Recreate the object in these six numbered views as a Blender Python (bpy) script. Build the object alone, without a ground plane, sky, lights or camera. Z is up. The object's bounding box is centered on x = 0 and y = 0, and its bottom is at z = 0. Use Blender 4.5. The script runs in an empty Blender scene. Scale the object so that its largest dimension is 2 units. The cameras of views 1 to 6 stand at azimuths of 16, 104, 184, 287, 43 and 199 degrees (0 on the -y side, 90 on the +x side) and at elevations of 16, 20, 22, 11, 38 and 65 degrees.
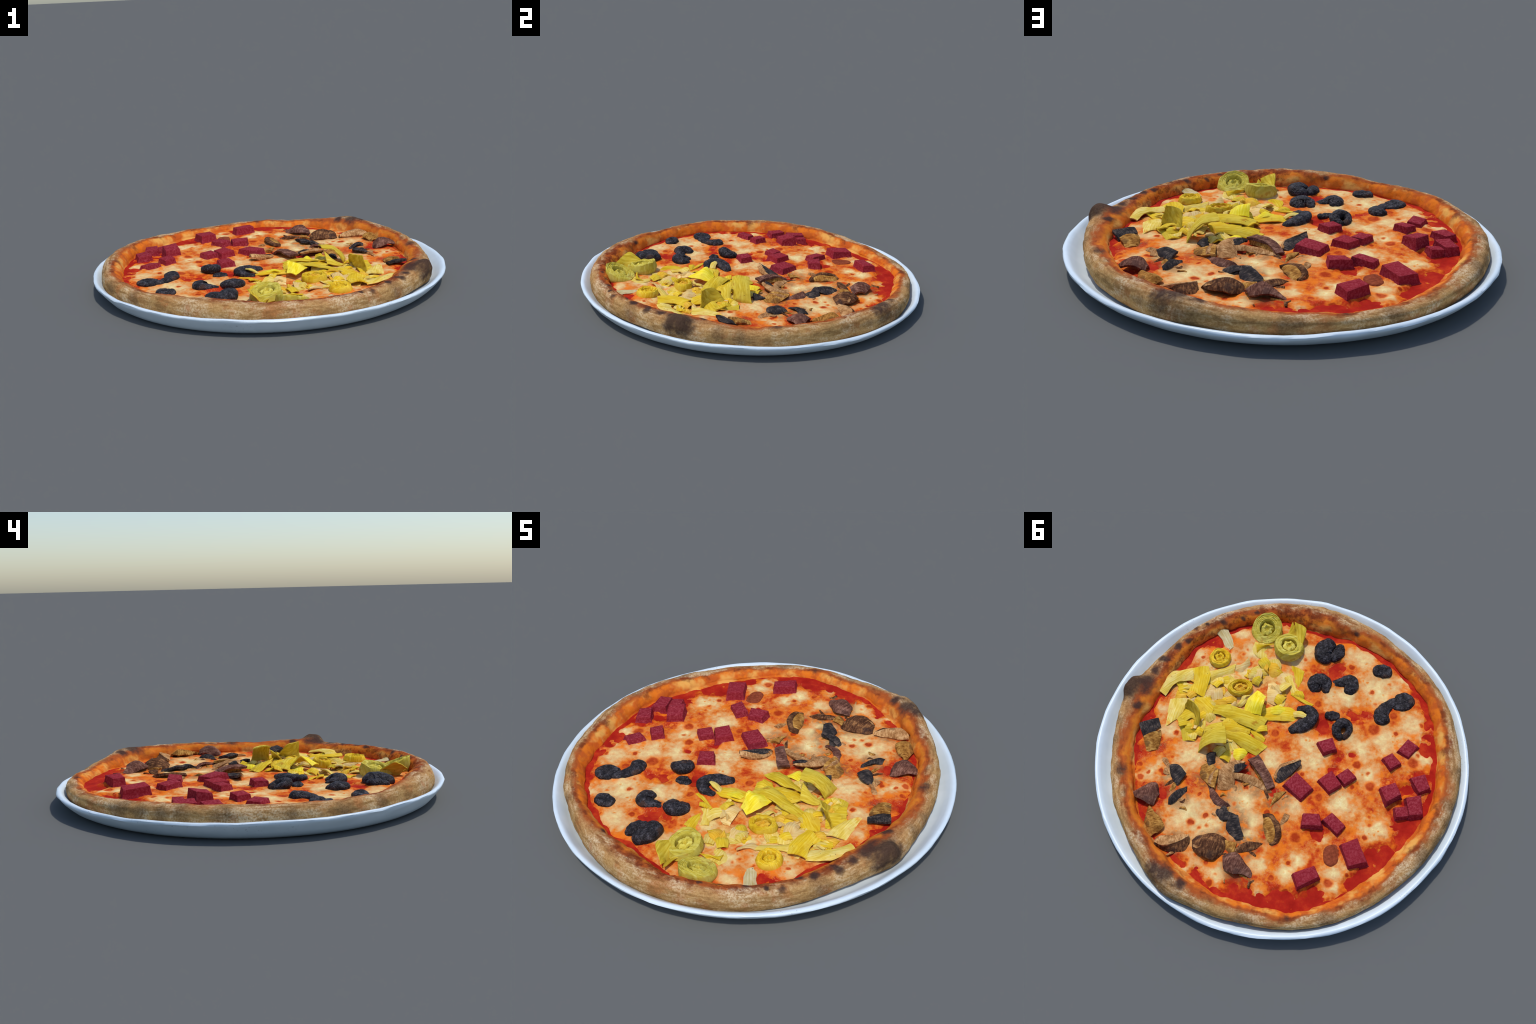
"""A round pizza with four topping quarters on a white plate.

Plate = lathe.  Crust = swept profile whose inner edge, outer edge and crest
height vary with the angle.  Sauce and melted cheese = two relief sheets, the
cheese dives under the sauce where there is none.  Toppings = salami cubes,
olives, mushroom slices, artichoke leaves and hearts, each its own object.
"""
import bpy, bmesh, math, random
import numpy as np
from mathutils import Vector, Matrix, kdtree, noise as mnoise

random.seed(7)
rng = np.random.default_rng(7)
TAU = math.tau


# ------------------------------------------------------------------ helpers
def srgb(r, g, b):
    f = lambda c: c / 12.92 if c <= 0.04045 else ((c + 0.055) / 1.055) ** 2.4
    return (f(r / 255), f(g / 255), f(b / 255), 1.0)


def fbm(p, scale, octaves=3, seed=0.0):
    v, a, s = 0.0, 1.0, scale
    for o in range(octaves):
        v += a * mnoise.noise(Vector((p[0] * s + seed, p[1] * s - seed, p[2] * s + 2.3 * seed)))
        a *= 0.5
        s *= 2.03
    return v


def fbm_array(pts, scale, octaves=3, seed=0.0):
    return np.array([fbm(p, scale, octaves, seed) for p in pts])


def around(table):
    """periodic smooth function of the angle from (degrees, value) pairs"""
    a = np.radians([t[0] for t in table])
    v = np.array([t[1] for t in table], float)
    order = np.argsort(a)
    a, v = a[order], v[order]
    a = np.concatenate([a[-2:] - TAU, a, a[:2] + TAU])
    v = np.concatenate([v[-2:], v, v[:2]])
    fine = np.linspace(0, TAU, 720, endpoint=False)
    raw = np.interp(fine, a, v)
    k = np.exp(-0.5 * (np.arange(-14, 15) / 5.0) ** 2)
    k /= k.sum()
    smooth = np.convolve(np.concatenate([raw[-14:], raw, raw[:14]]), k, "valid")

    def f(theta):
        t = (np.asarray(theta) % TAU) / TAU * 720
        i = np.floor(t).astype(int) % 720
        return smooth[i] + (t - np.floor(t)) * (smooth[(i + 1) % 720] - smooth[i])
    return f


def spline(points, n):
    """Catmull-Rom through points, n samples"""
    p = np.array(points, float)
    p = np.vstack([2 * p[0] - p[1], p, 2 * p[-1] - p[-2]])
    m = len(p) - 3
    out = []
    for t in np.linspace(0, m - 1e-9, n):
        i = int(t)
        u = t - i
        a, b, c, d = p[i:i + 4]
        out.append(0.5 * (2 * b + (c - a) * u + (2 * a - 5 * b + 4 * c - d) * u * u + (3 * b - a - 3 * c + d) * u ** 3))
    return np.array(out)


def make(name, verts, faces, material, parent=None, smooth=True, angle=None):
    me = bpy.data.meshes.new(name)
    me.from_pydata([tuple(map(float, v)) for v in verts], [], faces)
    me.update()
    bm = bmesh.new()
    bm.from_mesh(me)
    bmesh.ops.recalc_face_normals(bm, faces=bm.faces)
    bm.to_mesh(me)
    bm.free()
    if smooth:
        me.polygons.foreach_set("use_smooth", [True] * len(me.polygons))
        if angle:
            me.set_sharp_from_angle(angle=math.radians(angle))
    me.materials.append(material)
    ob = bpy.data.objects.new(name, me)
    bpy.context.scene.collection.objects.link(ob)
    if parent is not None:
        ob.parent = parent
    return ob


def rings_to_mesh(rings, closed=True, cap_start=True, cap_end=True):
    """faces between successive rings of equal length"""
    n = len(rings[0])
    verts = [v for r in rings for v in r]
    faces = []
    last = n if closed else n - 1
    for i in range(len(rings) - 1):
        for j in range(last):
            k = (j + 1) % n
            faces.append((i * n + j, i * n + k, (i + 1) * n + k, (i + 1) * n + j))
    for use, base in ((cap_start, 0), (cap_end, (len(rings) - 1) * n)):
        if use:
            c = np.mean(verts[base:base + n], axis=0)
            verts.append(c)
            for j in range(n):
                faces.append((len(verts) - 1, base + j, base + (j + 1) % n))
    return verts, faces


def recentre(ob, centre, heading=0.0):
    """move the object's origin to the piece, with local x along its length"""
    m = Matrix.Translation(Vector(centre)) @ Matrix.Rotation(heading, 4, "Z")
    ob.data.transform(m.inverted())
    ob.matrix_world = m


# ------------------------------------------------------------- shader nodes
class Shader:
    def __init__(self, name, roughness=0.7, specular=0.03):
        self.mat = bpy.data.materials.new(name)
        self.mat.use_nodes = True
        self.t = self.mat.node_tree
        self.bsdf = self.t.nodes["Principled BSDF"]
        self.bsdf.inputs["Roughness"].default_value = roughness
        self.bsdf.inputs["Specular IOR Level"].default_value = specular
        self.co = self.t.nodes.new("ShaderNodeTexCoord").outputs["Object"]

    def put(self, socket, v):
        if hasattr(v, "is_linked"):
            self.t.links.new(v, socket)
        else:
            socket.default_value = v

    def math(self, op, a, b=0.0, c=0.0, clamp=False):
        n = self.t.nodes.new("ShaderNodeMath")
        n.operation, n.use_clamp = op, clamp
        for s, v in zip(n.inputs, (a, b, c)):
            self.put(s, v)
        return n.outputs[0]

    def vec(self, op, a, b=(0, 0, 0), scale=None):
        n = self.t.nodes.new("ShaderNodeVectorMath")
        n.operation = op
        self.put(n.inputs[0], a)
        self.put(n.inputs[1], b)
        if scale is not None:
            self.put(n.inputs["Scale"], scale)
        return n.outputs["Value"] if op in ("DISTANCE", "LENGTH", "DOT_PRODUCT") else n.outputs[0]

    def noise(self, scale, detail=3.0, rough=0.55, at=None, colour=False, distortion=0.0):
        n = self.t.nodes.new("ShaderNodeTexNoise")
        self.put(n.inputs["Vector"], at or self.co)
        n.inputs["Scale"].default_value = scale
        n.inputs["Detail"].default_value = detail
        n.inputs["Roughness"].default_value = rough
        n.inputs["Distortion"].default_value = distortion
        return n.outputs["Color" if colour else "Fac"]

    def voronoi(self, scale, at=None, feature="F1", out="Distance", rand=1.0):
        n = self.t.nodes.new("ShaderNodeTexVoronoi")
        n.feature = feature
        self.put(n.inputs["Vector"], at or self.co)
        n.inputs["Scale"].default_value = scale
        n.inputs["Randomness"].default_value = rand
        return n.outputs[out]

    def stretch(self, scale, at=None):
        n = self.t.nodes.new("ShaderNodeMapping")
        self.put(n.inputs["Vector"], at or self.co)
        n.inputs["Scale"].default_value = scale
        return n.outputs[0]

    def step(self, v, lo, hi, a=0.0, b=1.0):
        n = self.t.nodes.new("ShaderNodeMapRange")
        n.interpolation_type = "SMOOTHSTEP"
        self.put(n.inputs[0], v)
        for s, x in zip(n.inputs[1:5], (lo, hi, a, b)):
            s.default_value = x
        return n.outputs[0]

    def ramp(self, v, stops):
        n = self.t.nodes.new("ShaderNodeValToRGB")
        r = n.color_ramp
        while len(r.elements) < len(stops):
            r.elements.new(0.5)
        for e, (p, c) in zip(r.elements, stops):
            e.position, e.color = p, c
        self.put(n.inputs[0], v)
        return n.outputs[0]

    def mix(self, f, a, b, blend="MIX"):
        n = self.t.nodes.new("ShaderNodeMix")
        n.data_type, n.blend_type = "RGBA", blend
        self.put(n.inputs[0], f)
        self.put(n.inputs[6], a)
        self.put(n.inputs[7], b)
        return n.outputs[2]

    def warp(self, at, scale, amount, detail=2.0):
        c = self.noise(scale, detail, at=at, colour=True)
        return self.vec("ADD", at, self.vec("SCALE", self.vec("SUBTRACT", c, (0.5, 0.5, 0.5)), scale=amount))

    def flat(self, at=None):
        return self.vec("MULTIPLY", at or self.co, (1, 1, 0))

    def patches(self, at, spots):
        """1 at the middle of the nearest spot, 0 on its edge, negative outside"""
        best = -1.0
        for x, y, r in spots:
            d = self.math("MULTIPLY_ADD", self.vec("DISTANCE", at, (x, y, 0)), -1.0 / r, 1.0)
            best = self.math("MAXIMUM", d, best)
        return best

    def bump(self, height, strength=0.3, distance=0.01, normal=None):
        n = self.t.nodes.new("ShaderNodeBump")
        n.inputs["Strength"].default_value = strength
        n.inputs["Distance"].default_value = distance
        self.put(n.inputs["Height"], height)
        if normal is not None:
            self.put(n.inputs["Normal"], normal)
        self.t.links.new(n.outputs[0], self.bsdf.inputs["Normal"])
        return n.outputs[0]

    def random(self):
        return self.t.nodes.new("ShaderNodeObjectInfo").outputs["Random"]

    def done(self, colour):
        self.put(self.bsdf.inputs["Base Color"], colour)
        return self.mat


# ------------------------------------------------------- the pizza's outline
RI = around([(21, 0.800), (3, 0.790), (351, 0.764), (336, 0.789), (322, 0.834), (311, 0.854), (301, 0.841), (284, 0.846), (272, 0.796),
             (260, 0.814), (243, 0.844), (230, 0.844), (221, 0.862), (209, 0.844), (196, 0.824), (181, 0.829), (168, 0.829),
             (155, 0.819), (139, 0.841), (124, 0.859), (110, 0.875), (98, 0.834), (82, 0.843), (72, 0.832), (59, 0.818), (47, 0.825), (34, 0.812)])
RO = around([(26, .905), (15, .90), (5, .905), (354, .94), (347, .91), (337, .90), (324, .915), (312, .93), (301, .94),
             (287, .94), (278, .94), (268, .94), (260, .93), (249, .92), (237, .925), (226, .94), (216, .945), (205, .946),
             (195, .946), (186, .946), (177, .944), (167, .942), (155, .937), (145, .933), (132, .94), (120, .947),
             (109, .945), (97, .933), (87, .94), (77, .948), (73, .96), (65, .958), (54, .925), (41, .91), (34, .91)])
ZC = around([(0, 0.144), (15, 0.123), (25, 0.129), (40, 0.139), (55, 0.151), (65, 0.155), (72, 0.147), (80, 0.131), (95, 0.117),
             (110, 0.112), (125, 0.107), (140, 0.112), (150, 0.120), (165, 0.142), (180, 0.147), (195, 0.148), (210, 0.146),
             (220, 0.146), (235, 0.134), (245, 0.142), (260, 0.157), (270, 0.156), (285, 0.149), (300, 0.146), (315, 0.142), (330, 0.141), (345, 0.140)])
LUMP = (math.radians(351.5), 0.905)          # the big burnt blister on the crust


def surface(x, y):
    """height of the sauce sheet: sunk in the mushroom quarter, raised under the artichokes"""
    z = 0.081 + 0.004 * math.sin(4.1 * x + 1.0) * math.sin(3.7 * y - 0.4) + 0.002 * math.sin(9 * x - 5 * y)
    z -= 0.010 * math.exp(-((x - .18) / .30) ** 2 - ((y - .50) / .34) ** 2)
    z += 0.006 * math.exp(-((x - .32) / .18) ** 2 - ((y + .12) / .18) ** 2)
    z -= 0.011 * math.exp(-((x - .62) / .14) ** 2 - ((y + .25) / .16) ** 2)
    return z


SAUCE = [(-0.71, 0.18, 0.062), (-0.78, 0.18, 0.079), (-0.75, 0.25, 0.062), (-0.67, 0.36, 0.053), (-0.61, 0.41, 0.053), (-0.66, 0.42, 0.053), (-0.60, 0.52, 0.053), (-0.56, 0.58, 0.044), (-0.62, 0.49, 0.053), (-0.40, 0.70, 0.053), (-0.33, 0.75, 0.044), (-0.27, 0.77, 0.053), (-0.73, -0.08, 0.041), (-0.69, 0.00, 0.034), (-0.77, -0.11, 0.034), (-0.71, 0.06, 0.041), (-0.32, 0.36, 0.044), (-0.29, 0.01, 0.027),
         (-0.72, -0.26, 0.041), (-0.73, -0.33, 0.034), (-0.60, -0.58, 0.027), (-0.68, -0.47, 0.020), (-0.29, -0.35, 0.034), (-0.35, -0.37, 0.027), (-0.13, -0.56, 0.034), (-0.08, -0.54, 0.027), (-0.15, -0.61, 0.027), (-0.17, -0.23, 0.041), (-0.14, -0.27, 0.020), (-0.37, -0.11, 0.020), (-0.29, -0.07, 0.027), (-0.46, -0.70, 0.027), (-0.70, -0.40, 0.027),
         (0.77, 0.25, 0.027), (0.75, 0.32, 0.027), (0.70, 0.38, 0.024), (0.61, 0.48, 0.031), (0.56, 0.55, 0.031), (0.53, 0.41, 0.041), (0.36, 0.73, 0.041), (0.31, 0.73, 0.027), (0.21, 0.76, 0.027), (0.01, 0.79, 0.041), (-0.06, 0.79, 0.041), (-0.14, 0.80, 0.041), (-0.22, 0.77, 0.053), (0.51, 0.62, 0.027), (0.16, 0.17, 0.041), (-0.03, 0.21, 0.027),
         (0.76, -0.04, 0.034), (0.78, 0.02, 0.027), (0.76, 0.21, 0.041), (0.74, 0.30, 0.034), (0.70, -0.37, 0.027), (0.61, -0.55, 0.034), (0.55, -0.55, 0.027), (0.49, -0.68, 0.020), (0.42, -0.73, 0.020)]
CREAM = [(0.35, -0.56, 0.06), (0.22, -0.52, 0.055), (0.46, -0.47, 0.06), (0.30, -0.27, 0.06), (0.52, -0.22, 0.06), (0.62, -0.12, 0.05), (0.41, -0.37, 0.05), (0.09, -0.58, 0.05), (0.12, -0.45, 0.05), (0.54, -0.40, 0.04),
         (-0.25, -0.70, 0.061), (-0.39, -0.55, 0.082), (-0.21, -0.42, 0.068), (-0.50, -0.64, 0.034), (-0.40, -0.16, 0.061), (-0.12, -0.10, 0.061), (-0.17, -0.01, 0.068), (-0.62, -0.39, 0.061), (-0.70, -0.31, 0.041), (-0.33, -0.20, 0.048), (-0.49, -0.25, 0.068), (-0.71, -0.20, 0.048), (-0.15, -0.43, 0.034), (0.05, -0.66, 0.041),
         (-0.47, -0.02, 0.048), (-0.38, 0.18, 0.058), (-0.61, 0.27, 0.068), (-0.35, 0.39, 0.031), (-0.26, 0.54, 0.034), (-0.15, 0.27, 0.041), (-0.45, 0.55, 0.041), (-0.46, 0.63, 0.034), (-0.22, 0.62, 0.041), (-0.73, -0.20, 0.041),
         (0.63, 0.30, 0.041), (0.60, 0.24, 0.034), (0.28, 0.09, 0.061), (0.04, 0.05, 0.054), (0.37, 0.46, 0.075), (0.27, 0.50, 0.082), (0.40, 0.53, 0.048), (0.11, 0.32, 0.075), (0.02, 0.40, 0.054), (0.04, 0.48, 0.048), (0.23, 0.72, 0.041), (0.26, 0.76, 0.034), (0.11, 0.74, 0.041), (-0.08, 0.62, 0.037), (-0.11, 0.76, 0.041), (0.67, 0.34, 0.027), (0.53, 0.28, 0.034),
         (0.44, -0.65, 0.041), (0.62, -0.45, 0.034), (0.71, -0.06, 0.041), (0.61, 0.04, 0.048), (0.35, -0.42, 0.041), (0.48, 0.16, 0.068), (0.41, 0.17, 0.054), (0.26, -0.38, 0.027), (0.30, 0.04, 0.041)]
BLISTER = [(-0.21, -0.63, 0.017), (-0.43, -0.29, 0.034), (-0.67, -0.39, 0.012), (-0.10, -0.35, 0.020), (-0.51, -0.40, 0.024), (-0.66, -0.48, 0.012), (-0.70, -0.32, 0.014), (-0.55, -0.30, 0.014), (-0.36, -0.51, 0.014), (-0.68, -0.16, 0.031),
           (-0.40, -0.06, 0.024), (-0.50, 0.04, 0.027), (-0.26, 0.18, 0.024), (-0.55, 0.32, 0.014), (-0.44, 0.61, 0.024), (-0.25, 0.72, 0.019), (-0.22, 0.57, 0.014), (-0.52, 0.54, 0.010), (-0.14, 0.08, 0.014), (-0.21, 0.43, 0.031), (-0.41, 0.07, 0.015),
           (0.67, 0.35, 0.017), (0.56, 0.29, 0.017), (0.58, 0.28, 0.014), (0.27, 0.45, 0.017), (0.33, 0.51, 0.020), (0.28, 0.73, 0.015), (0.13, 0.79, 0.020), (0.18, 0.69, 0.014), (0.22, 0.76, 0.019), (-0.16, 0.67, 0.017), (0.34, 0.35, 0.012), (0.12, 0.24, 0.014), (-0.03, 0.34, 0.017), (0.70, 0.28, 0.017), (0.37, 0.21, 0.017), (0.64, 0.31, 0.010),
           (0.65, 0.11, 0.020), (0.60, -0.44, 0.011), (0.34, -0.48, 0.017), (0.28, -0.52, 0.019), (0.07, -0.11, 0.024), (0.63, -0.26, 0.012), (0.58, 0.05, 0.014)]
HEAP = [(.62, -.25, .12), (.50, -.10, .16), (.36, -.12, .18), (.22, -.10, .10), (.42, -.30, .16), (.56, -.33, .08), (.30, .03, .08), (.09, -.43, .08), (.24, -.45, .10), (.30, -.60, .08), (.12, -.30, .10), (.05, -.23, .08)]
BROWNED = [(.19, .20, .08), (.32, .24, .07), (.09, .21, .07), (.44, .40, .06), (.52, .30, .05), (.18, .36, .06), (.11, .44, .07), (.02, .56, .07), (.10, .58, .05), (-.06, .26, .06), (-.09, .44, .06), (.52, .57, .06), (.67, .14, .05), (.33, .14, .05), (-.07, .10, .05), (.36, .64, .06), (.19, .60, .08), (.04, .67, .07), (-.03, .71, .04)]
CHAR = [(0.79, -0.34, 0.026), (0.81, -0.26, 0.026), (0.86, -0.16, 0.065), (0.90, -0.13, 0.075), (0.93, -0.11, 0.065), (0.77, 0.35, 0.028), (-0.10, -0.78, 0.027), (0.74, -0.43, 0.022), (0.71, -0.49, 0.018), (0.40, -0.78, 0.014), (0.46, -0.73, 0.014), (0.56, -0.66, 0.02),
        (0.36, 0.83, 0.048), (0.41, 0.81, 0.034), (0.26, 0.85, 0.030), (-0.41, 0.79, 0.025), (-0.30, 0.84, 0.024), (-0.34, 0.80, 0.018), (-0.65, 0.48, 0.018), (-0.62, 0.51, 0.018), (0.69, -0.58, 0.016), (0.64, -0.62, 0.014), (-0.18, -0.81, 0.016), (0.82, -0.03, 0.025)]
TOAST = [(-0.92, -0.15, 0.05), (-0.91, 0.03, 0.05), (-0.93, 0.12, 0.04), (-0.91, 0.25, 0.05), (-0.69, -0.64, 0.04), (0.70, 0.49, 0.03), (0.30, 0.88, 0.06), (0.40, 0.85, 0.06), (0.52, 0.79, 0.03), (0.88, 0.20, 0.05), (0.90, 0.08, 0.04), (0.90, 0.30, 0.04), (0.80, -0.45, 0.05), (-0.86, 0.35, 0.05), (-0.10, 0.94, 0.05), (-0.5, 0.8, 0.05), (-0.83, -0.42, 0.04), (0.3, -0.85, 0.03), (0.1, -0.88, 0.03), (-0.5, -0.76, 0.04)]


# ---------------------------------------------------------------- materials
def porcelain():
    s = Shader("white_porcelain", 0.35, 0.4)
    n = s.noise(6, 4)
    c = s.mix(s.step(n, .35, .7), srgb(212, 226, 234), srgb(222, 234, 242))
    # grey scuffs in a few places on the rim
    scuff = s.math("MULTIPLY", s.step(s.noise(90, 3), .62, .72), s.step(s.noise(2.2, 2), .52, .62))
    c = s.mix(s.math("MULTIPLY", scuff, .6), c, srgb(120, 122, 130))
    s.bump(n, .15, .01)
    return s.done(c)


def angle_curve(s, f, lo, hi):
    """the outline function f(angle) as nodes, from lo to hi"""
    sep = s.t.nodes.new("ShaderNodeSeparateXYZ")
    s.put(sep.inputs[0], s.co)
    turn = s.math("FRACT", s.math("ADD", s.math("DIVIDE", s.math("ARCTAN2", sep.outputs[1], sep.outputs[0]), TAU), 1.0))
    stops = []
    for i in range(31):
        v = (float(f(TAU * i / 30)) - lo) / (hi - lo)
        stops.append((i / 30, (v, v, v, 1)))
    r = s.ramp(turn, stops)
    return s.math("MULTIPLY_ADD", r, hi - lo, lo)


def baked_dough():
    s = Shader("baked_dough", 0.8)
    p = s.flat()
    sep = s.t.nodes.new("ShaderNodeSeparateXYZ")
    s.put(sep.inputs[0], s.co)
    ri, ro = angle_curve(s, RI, .7, 1.0), angle_curve(s, RO, .7, 1.0)
    radius = s.vec("LENGTH", p)
    plain = s.math("DIVIDE", s.math("SUBTRACT", radius, ri), s.math("SUBTRACT", ro, ri))
    # streaks that run along the rim
    along = s.t.nodes.new("ShaderNodeCombineXYZ")
    way = s.t.nodes.new("ShaderNodeSeparateXYZ")
    s.put(way.inputs[0], s.vec("NORMALIZE", p))
    s.put(along.inputs[0], way.outputs[0])
    s.put(along.inputs[1], way.outputs[1])
    s.put(along.inputs[2], s.math("MULTIPLY", s.math("SUBTRACT", radius, s.math("MULTIPLY", sep.outputs[2], 1.0)), 4.0))
    streak = s.noise(9, 5, .65, at=along.outputs[0])
    big, mid, fine = s.noise(5, 3), s.noise(17, 4, .6), s.noise(110, 4, .7)
    across = s.math("ADD", plain, s.math("MULTIPLY", s.math("SUBTRACT", mid, .5), .55))
    across = s.math("ADD", across, s.math("MULTIPLY", s.math("SUBTRACT", big, .5), .9))
    across = s.math("ADD", across, s.math("MULTIPLY", s.math("SUBTRACT", streak, .5), .5))
    body = s.ramp(across, [(0.0, srgb(214, 112, 36)), (.10, srgb(212, 124, 42)), (.22, srgb(190, 98, 40)),
                           (.36, srgb(166, 82, 40)), (.50, srgb(174, 104, 56)), (.72, srgb(184, 134, 82)), (1.0, srgb(180, 138, 82))])
    # a bright oily edge where the sauce ends, wide on the salami side
    warm = s.step(s.math("ADD", s.math("MULTIPLY", sep.outputs[0], -1.0), s.math("MULTIPLY", sep.outputs[1], .35)), -.2, .5, .06, .30)
    lip = s.step(s.math("SUBTRACT", s.math("ADD", plain, s.math("MULTIPLY", s.math("SUBTRACT", mid, .5), .25)), warm), .08, -.06)
    glow = s.mix(s.step(s.noise(8, 3), .48, .64), s.mix(s.step(mid, .42, .6), srgb(226, 118, 34), srgb(200, 92, 36)), srgb(232, 172, 88))
    glow = s.mix(s.math("MULTIPLY", s.step(streak, .50, .64), .6), glow, srgb(176, 92, 40))
    body = s.mix(s.math("MULTIPLY", lip, .85), body, glow)
    # flour dust on the outside, in patches and streaks
    outer = s.step(across, .40, .62)
    flour = s.math("MULTIPLY", s.math("MULTIPLY", outer, s.step(s.math("ADD", s.math("MULTIPLY", streak, .45), s.math("MULTIPLY", s.noise(4.5, 4, .6), .55)), .46, .60)), s.step(fine, .34, .6))
    body = s.mix(s.math("MULTIPLY", flour, .85), body, srgb(226, 204, 170))
    grain = s.step(fine, .3, .7)
    body = s.mix(s.math("MULTIPLY", outer, .35), body, s.mix(grain, srgb(132, 92, 54), srgb(214, 178, 124)))
    ruddy = s.math("MULTIPLY", outer, s.step(s.noise(6.5, 4, .65), .52, .66))
    body = s.mix(s.math("MULTIPLY", ruddy, .6), body, s.mix(fine, srgb(140, 78, 40), srgb(196, 124, 70)))
    body = s.mix(s.math("MULTIPLY", s.math("MULTIPLY", outer, s.step(streak, .5, .38)), .5), body, srgb(118, 82, 46))
    # baked brown bands on the crest, then toasted and burnt places
    crest = s.math("MULTIPLY", s.step(across, .15, .35), s.step(across, .75, .5))
    body = s.mix(s.math("MULTIPLY", s.math("MULTIPLY", crest, s.step(s.noise(11, 4, .65), .46, .64)), .8), body, srgb(116, 54, 30))
    low = s.warp(s.vec("SUBTRACT", s.co, (0, 0, .105)), 11, .085, 3)
    q = s.warp(s.vec("SUBTRACT", s.co, (0, 0, .14)), 13, .06, 3)
    toast = s.step(s.math("ADD", s.patches(low, TOAST), s.math("MULTIPLY", s.math("SUBTRACT", mid, .5), 1.5)), -.5, .7)
    body = s.mix(s.math("MULTIPLY", toast, .65), body, s.mix(grain, srgb(88, 64, 44), srgb(134, 104, 72)))
    # speckled scorching on the inner face of the artichoke side
    side = s.step(s.math("SUBTRACT", s.math("MULTIPLY", sep.outputs[0], .75), sep.outputs[1]), .62, .95)
    scorch = s.math("MULTIPLY", s.math("MULTIPLY", side, s.step(s.noise(26, 5, .7), .47, .6)), s.step(plain, .95, .5))
    body = s.mix(s.math("MULTIPLY", scorch, .65), body, srgb(98, 36, 24))
    near = s.patches(q, CHAR)
    burn = s.math("MULTIPLY", s.step(s.math("ADD", near, s.math("MULTIPLY", s.math("SUBTRACT", mid, .5), 2.2)), -.7, .6), s.step(near, -1.0, -.1))
    body = s.mix(s.math("MULTIPLY", burn, .92), body, s.mix(fine, srgb(42, 30, 30), srgb(84, 64, 56)))
    h = s.math("ADD", s.math("ADD", s.math("MULTIPLY", fine, .35), mid), s.math("MULTIPLY", streak, .4))
    s.bump(h, .45, .007)
    return s.done(body)


def tomato():
    s = Shader("tomato_sauce", 0.8)
    n, f = s.noise(16, 4, .6), s.noise(95, 3, .6)
    c = s.ramp(n, [(.32, srgb(158, 30, 22)), (.5, srgb(174, 38, 26)), (.68, srgb(196, 62, 30))])
    c = s.mix(s.math("MULTIPLY", s.step(f, .52, .7), .35), c, srgb(150, 40, 28))
    s.bump(f, .3, .004)
    return s.done(c)


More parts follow.
